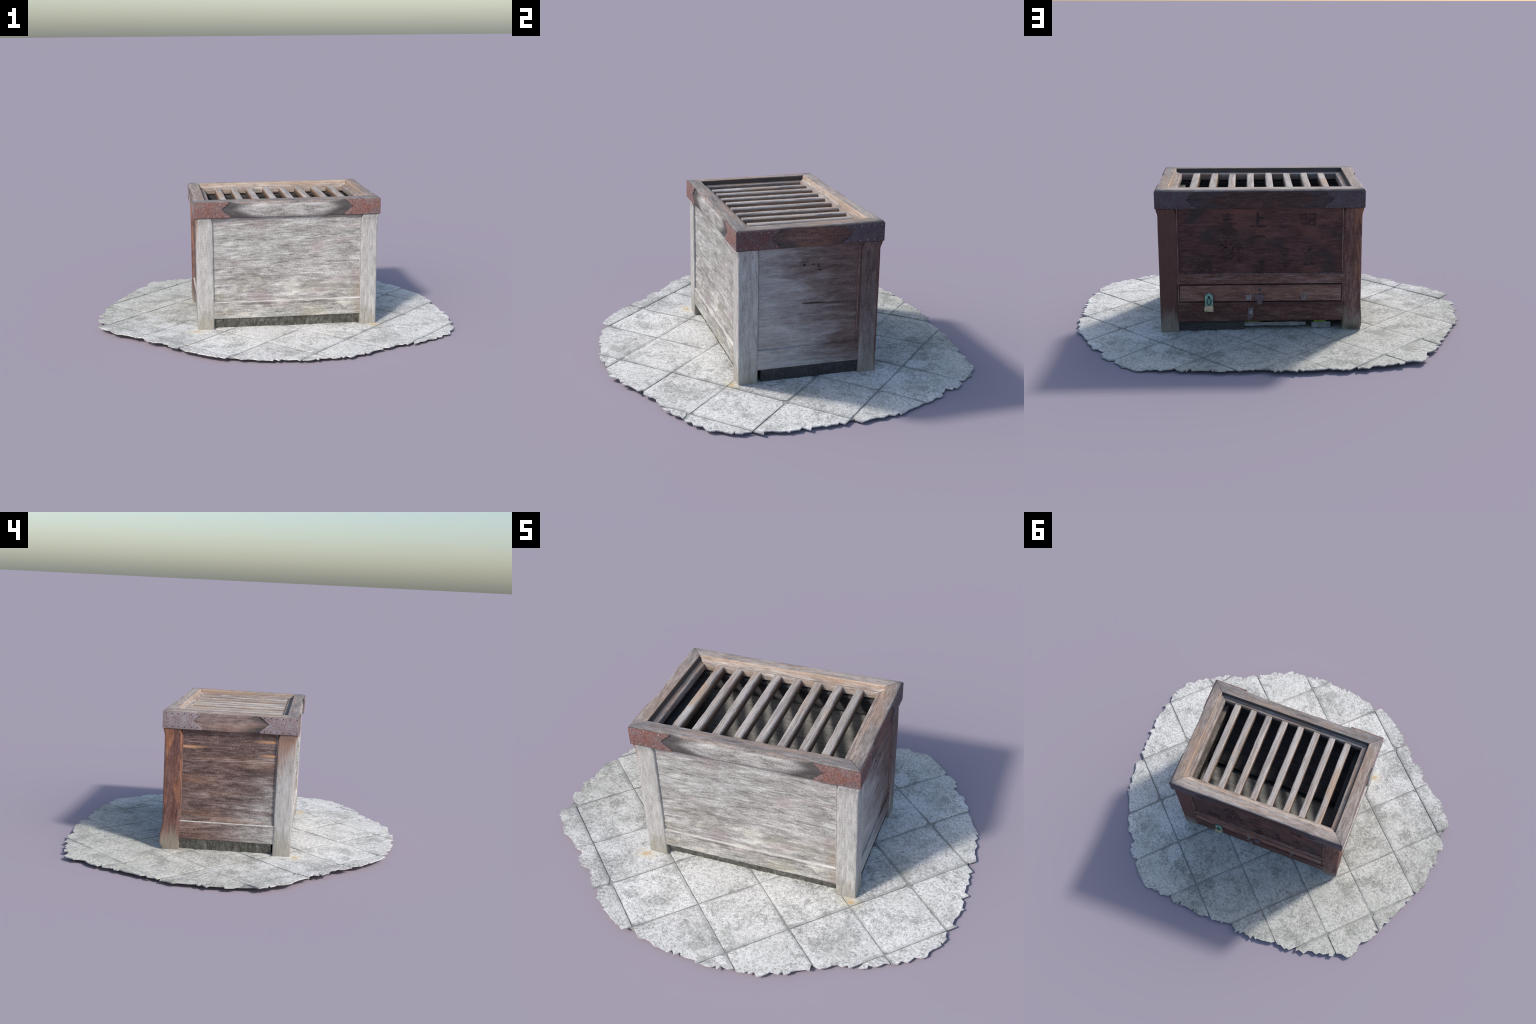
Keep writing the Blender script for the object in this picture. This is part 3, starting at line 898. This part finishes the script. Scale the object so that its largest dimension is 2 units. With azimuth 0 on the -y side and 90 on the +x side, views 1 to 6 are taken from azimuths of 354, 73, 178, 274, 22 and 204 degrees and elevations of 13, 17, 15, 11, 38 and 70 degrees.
def hopper_board(y0, z0, y1, z1):
    bm = bmesh.new()
    a, b = Vector((0, y0, z0)), Vector((0, y1, z1))
    dn = (b - a).cross(Vector((1, 0, 0))).normalized()
    if dn.z > 0:
        dn = -dn
    top, bot = [], []
    for i in range(41):
        for j in range(25):
            p = a.lerp(b, j / 24) + Vector((IX0 + (IX1 - IX0) * i / 40, 0, 0))
            g = noise.noise(Vector((p.x * 6, p.y * 9, p.z * 9))) * .0016
            top.append(bm.verts.new(p + dn * g))
            bot.append(bm.verts.new(p + dn * .014))
    q = lambda g, i, j: g[i * 25 + j]
    for i in range(40):
        for j in range(24):
            bm.faces.new((q(top, i, j), q(top, i + 1, j), q(top, i + 1, j + 1), q(top, i, j + 1)))
            bm.faces.new((q(bot, i, j), q(bot, i, j + 1), q(bot, i + 1, j + 1), q(bot, i + 1, j)))
    for i in range(40):
        for j in (0, 24):
            bm.faces.new((q(top, i, j), q(top, i + 1, j), q(bot, i + 1, j), q(bot, i, j)))
    for j in range(24):
        for i in (0, 40):
            bm.faces.new((q(top, i, j), q(top, i, j + 1), q(bot, i, j + 1), q(bot, i, j)))
    return to_mesh(bm, "hopper_board")


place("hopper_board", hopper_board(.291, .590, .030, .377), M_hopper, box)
place("hopper_board", hopper_board(-.265, .605, .045, .430), M_inner, box)  # front slope gets the dark wood: shade below the front frame baked in
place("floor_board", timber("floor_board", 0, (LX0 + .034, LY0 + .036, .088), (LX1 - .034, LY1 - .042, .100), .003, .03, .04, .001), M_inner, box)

# ------------------------------------------------------------------ paving
RADII = [.987, .993, .995, 1.002, 1.001, .999, .995, 1.018, 1.056, 1.010, .954, .922, .901, .880, .868, .868, .874, .892, .904, .935, .955, 1.000, 1.035, .998, .976, .970, .970, .973, .976, .984,
         .997, 1.000, 1.010, .970, .924, .878, .856, .842, .848, .856, .866, .870, .862, .856, .852, .860, .874, .872, .882, .890, .890, .894, .920, .970, 1.015, 1.048, 1.048, 1.030, 1.015, .998]


def edge_radius(a):
    t = (math.degrees(a) % 360) / 6
    i = int(t)
    f = t - i
    return RADII[i % 60] * (1 - f) + RADII[(i + 1) % 60] * f


def ground_z(x, y):
    return .0207 - .001 * (x + y) - .0075 * max(x, 0) ** 2 - .008 * smooth((x + y) / 1.414, .80, 1.05) + .009 * smooth(-(x + y) / 1.414, .70, .87) + .0012 * noise.noise(Vector((x * 4, y * 4, 2))) + .0005 * noise.noise(Vector((x * 17, y * 17, 5)))


def stone_material():
    n = Nodes("speckled_granite")
    r = n.node("ShaderNodeObjectInfo").outputs["Random"]
    speck = n.noise((1, 1, 1), 78, 5, .8, .3)
    fine = n.noise((1, 1, 1), 190, 3, .7)
    blot = n.noise((1, 1, 1), 4.6, 5, .64, .5)
    blot2 = n.noise((1, 1, 1), 22, 5, .65, .4, (3, 3, 3))
    v = n.linear(-.02, [(speck, .62), (fine, .42)])
    col = n.ramp(v, [(.37, (.25, .243, .23)), (.45, (.60, .588, .56)), (.52, (.82, .805, .77)), (.62, (.96, .945, .91))])
    dirt = n.mul(n.step(n.linear(0, [(blot, .6), (blot2, .5)]), .50, .68), n.step(v, .70, .42))
    col = n.mix(n.mul(dirt, .70), col, (.24, .238, .22))
    green = n.step(n.noise((1, 1, 1), 5.5, 3, .55, .3, (9, 2, 4)), .50, .70)
    col = n.mix(n.mul(green, .28), col, (.45, .47, .40))
    tone = n.linear(.89, [(r, .13)])
    grey = n.node("ShaderNodeCombineColor")
    for i in range(3):
        n.link(tone, grey.inputs[i])
    col = n.mix(1.0, col, grey.outputs[0], "MULTIPLY")
    # the side behind the box, out of the traffic, is a shade greyer and mossier
    lee = n.step(n.linear(0, [(n.y, .8), (n.x, -.35), (n.sub(blot, .5), .9)]), -.05, .45)
    col = n.mix(lee, col, n.mix(1.0, col, (.80, .80, .755), "MULTIPLY"))
    # soft grime along the joints
    for axis_sum, off in ((n.mul(n.add(n.x, n.y), .70711), 1.0635), (n.mul(n.sub(n.x, n.y), .70711), .859)):
        f = n.math("FRACT", n.mul(n.linear(off + 2.971, [(axis_sum, 1.0), (n.sub(blot2, .5), .012)]), 1 / .2971))
        d = n.mul(n.math("MINIMUM", f, n.sub(1.0, f)), .2971)
        m = n.mul(n.step(d, .013, .002), n.step(n.linear(0, [(blot, .7), (speck, .4)]), .42, .62))
        col = n.mix(n.mul(m, .55), col, (.27, .27, .25))
    # rust weeping from the two front feet, sandy rim round every foot
    for fx, fy in ((.528, -.336), (-.455, -.338)):
        dx, dy = n.sub(n.x, fx), n.mul(n.sub(n.y, fy), 1.5)
        d = n.math("SQRT", n.add(n.mul(dx, dx), n.mul(dy, dy)))
        d = n.linear(0, [(d, 1.0), (n.sub(blot2, .5), .05), (n.sub(speck, .5), .04)])
        col = n.mix(n.mul(n.step(d, .075, .03), .40), col, (.70, .62, .45))
        col = n.mix(n.mul(n.step(d, .026, .006), .62), col, (.62, .38, .13))
    return n.finish(col, .88, n.linear(0, [(speck, .8), (fine, .4)]), .6, .004)


M_stone = stone_material()
M_mortar = plain("dark_joint_grit", (.20, .20, .188), (.42, .415, .39), 60)

A_LINES = [-1.365, -1.065, -.7615, -.460, -.168, .121, .420, .720, 1.015, 1.31]      # joints at (x + y) / sqrt 2
B_LINES = [-1.155, -.853, -.566, -.258, .034, .327, .634, .930, 1.23]        # joints at (x - y) / sqrt 2
R2 = math.sqrt(2)
rng = random.Random(5)
N = 14
TH = .0052


def tile(a0, a1, b0, b1, ga, gb):
    """One square stone, broken off along the ragged outline of the patch."""
    a0, a1, b0, b1 = a0 + ga, a1 - ga, b0 + gb, b1 - gb
    bm = bmesh.new()
    grid = {}
    cut = False
    tilt = (rng.uniform(-.003, .003), rng.uniform(-.003, .003), rng.uniform(-.0004, .0004))
    for i in range(N + 1):
        for j in range(N + 1):
            u, v = i / N, j / N
            if True:
                u += 0 if i in (0, N) and rng.random() < .0 else (.10 if i in (0, N) else 1) * rng.uniform(-.38, .38) / N
            if True:
                v += (.10 if j in (0, N) else 1) * rng.uniform(-.38, .38) / N
            a, b = a0 + (a1 - a0) * u, b0 + (b1 - b0) * v
            x, y = (a + b) / R2, (a - b) / R2
            e = min(u, 1 - u, v, 1 - v) * .29
            z = ground_z(x, y) + tilt[0] * (u - .5) + tilt[1] * (v - .5) + tilt[2] - .0012 * (1 - smooth(e, 0, .012))
            grid[i, j] = bm.verts.new((x, y, z))
    faces = []
    for i in range(N):
        for j in range(N):
            p = [grid[i, j], grid[i + 1, j], grid[i + 1, j + 1], grid[i, j + 1]]
            k = rng.randrange(2)
            for tri in ((p[k], p[k + 1], p[k + 2]), (p[k], p[k + 2], p[(k + 3) % 4])):
                c = (tri[0].co + tri[1].co + tri[2].co) / 3
                ang = math.atan2(c.y, c.x)
                r = edge_radius(ang) - .006 + .013 * noise.noise(Vector((math.cos(ang) * 11, math.sin(ang) * 11, 1)))
                r += .016 * max(0, noise.noise(Vector((math.cos(ang) * 26, math.sin(ang) * 26, 8))) - .25)
                if math.hypot(c.x, c.y) < r:
                    faces.append(bm.faces.new(tri))
    if len(faces) < 14:
        bm.free()
        return None
    bmesh.ops.delete(bm, geom=[v for v in bm.verts if not v.link_faces], context="VERTS")
    # drop crumbs that hang on by nothing
    lone = [f for f in bm.faces if sum(len(e.link_faces) > 1 for e in f.edges) <= 1 and f.calc_center_median().length > .7 and rng.random() < .85]
    bmesh.ops.delete(bm, geom=lone, context="FACES")
    todo, islands = set(bm.faces), []
    while todo:
        stack, isl = [todo.pop()], []
        while stack:
            f = stack.pop()
            isl.append(f)
            for e in f.edges:
                for g in e.link_faces:
                    if g in todo:
                        todo.discard(g)
                        stack.append(g)
        islands.append(isl)
    islands.sort(key=len)
    for isl in islands[:-1]:
        bmesh.ops.delete(bm, geom=isl, context="FACES")
    bmesh.ops.recalc_face_normals(bm, faces=bm.faces)
    top = list(bm.faces)
    ext = bmesh.ops.extrude_face_region(bm, geom=top, use_keep_orig=True)
    for v in [g for g in ext["geom"] if isinstance(g, bmesh.types.BMVert)]:
        v.co.z = max(v.co.z - TH, .0004)
    return to_mesh(bm, "paving_tile", 40)


for i, (a0, a1) in enumerate(zip(A_LINES, A_LINES[1:])):
    for j, (b0, b1) in enumerate(zip(B_LINES, B_LINES[1:])):
        ca, cb = (a0 + a1) / 2, (b0 + b1) / 2
        if math.hypot(ca, cb) > 1.36:
            continue
        me = tile(a0, a1, b0, b1, .0028, .0021)
        if me:
            place("paving_tile", me, M_stone, paving)


def disc(name, inset, z_top, z_bot, mat, rings=44, spokes=180):
    bm = bmesh.new()
    def layer(zf):
        rows = []
        for k in range(1, rings + 1):
            rows.append([])
            for s in range(spokes):
                a = 2 * math.pi * s / spokes
                r = (edge_radius(a) - inset) * k / rings
                x, y = r * math.cos(a), r * math.sin(a)
                rows[-1].append(bm.verts.new((x, y, zf(x, y))))
        c = bm.verts.new((0, 0, zf(0, 0)))
        for s in range(spokes):
            bm.faces.new((c, rows[0][s], rows[0][(s + 1) % spokes]))
        for p, q in zip(rows, rows[1:]):
            for s in range(spokes):
                bm.faces.new((p[s], p[(s + 1) % spokes], q[(s + 1) % spokes], q[s]))
        return rows[-1]
    t, b = layer(z_top), layer(z_bot)
    for s in range(spokes):
        bm.faces.new((t[s], t[(s + 1) % spokes], b[(s + 1) % spokes], b[s]))
    return place(name, to_mesh(bm, name), mat, paving)


disc("joint_bed", .030, lambda x, y: max(ground_z(x, y) - .0036, .0016), lambda x, y: max(ground_z(x, y) - .0095, .0006), M_mortar)
disc("sand_bed", .090, lambda x, y: max(ground_z(x, y) - .0090, .0012), lambda x, y: 0.0, M_mortar)

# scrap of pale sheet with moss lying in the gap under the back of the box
M_pale = plain("pale_scrap", (.15, .16, .165), (.33, .34, .35), 30)
M_moss = plain("bright_moss", (.10, .19, .02), (.30, .45, .06), 150, .9, 0, .8)
for x0, x1, y, zl, zh in ((-.175, .165, .314, .038, .058), (-.300, -.205, .308, .024, .054)):
    def scrap_relief(p, nrm):
        return noise.noise(Vector((p.x * 16, 1, 7))) * .004
    place("pale_scrap", timber("pale_scrap", 0, (x0, y, zl), (x1, y + .006, zh), .002, .006, .008, .0012, relief=scrap_relief), M_pale, box)
for x0, x1, y, z in ((.05, .150, .310, .058), (-.275, -.215, .304, .053)):
    place("moss_strip", timber("moss_strip", 0, (x0, y - .004, z), (x1, y + .009, z + .012), .004, .003, .004, .003), M_moss, box)
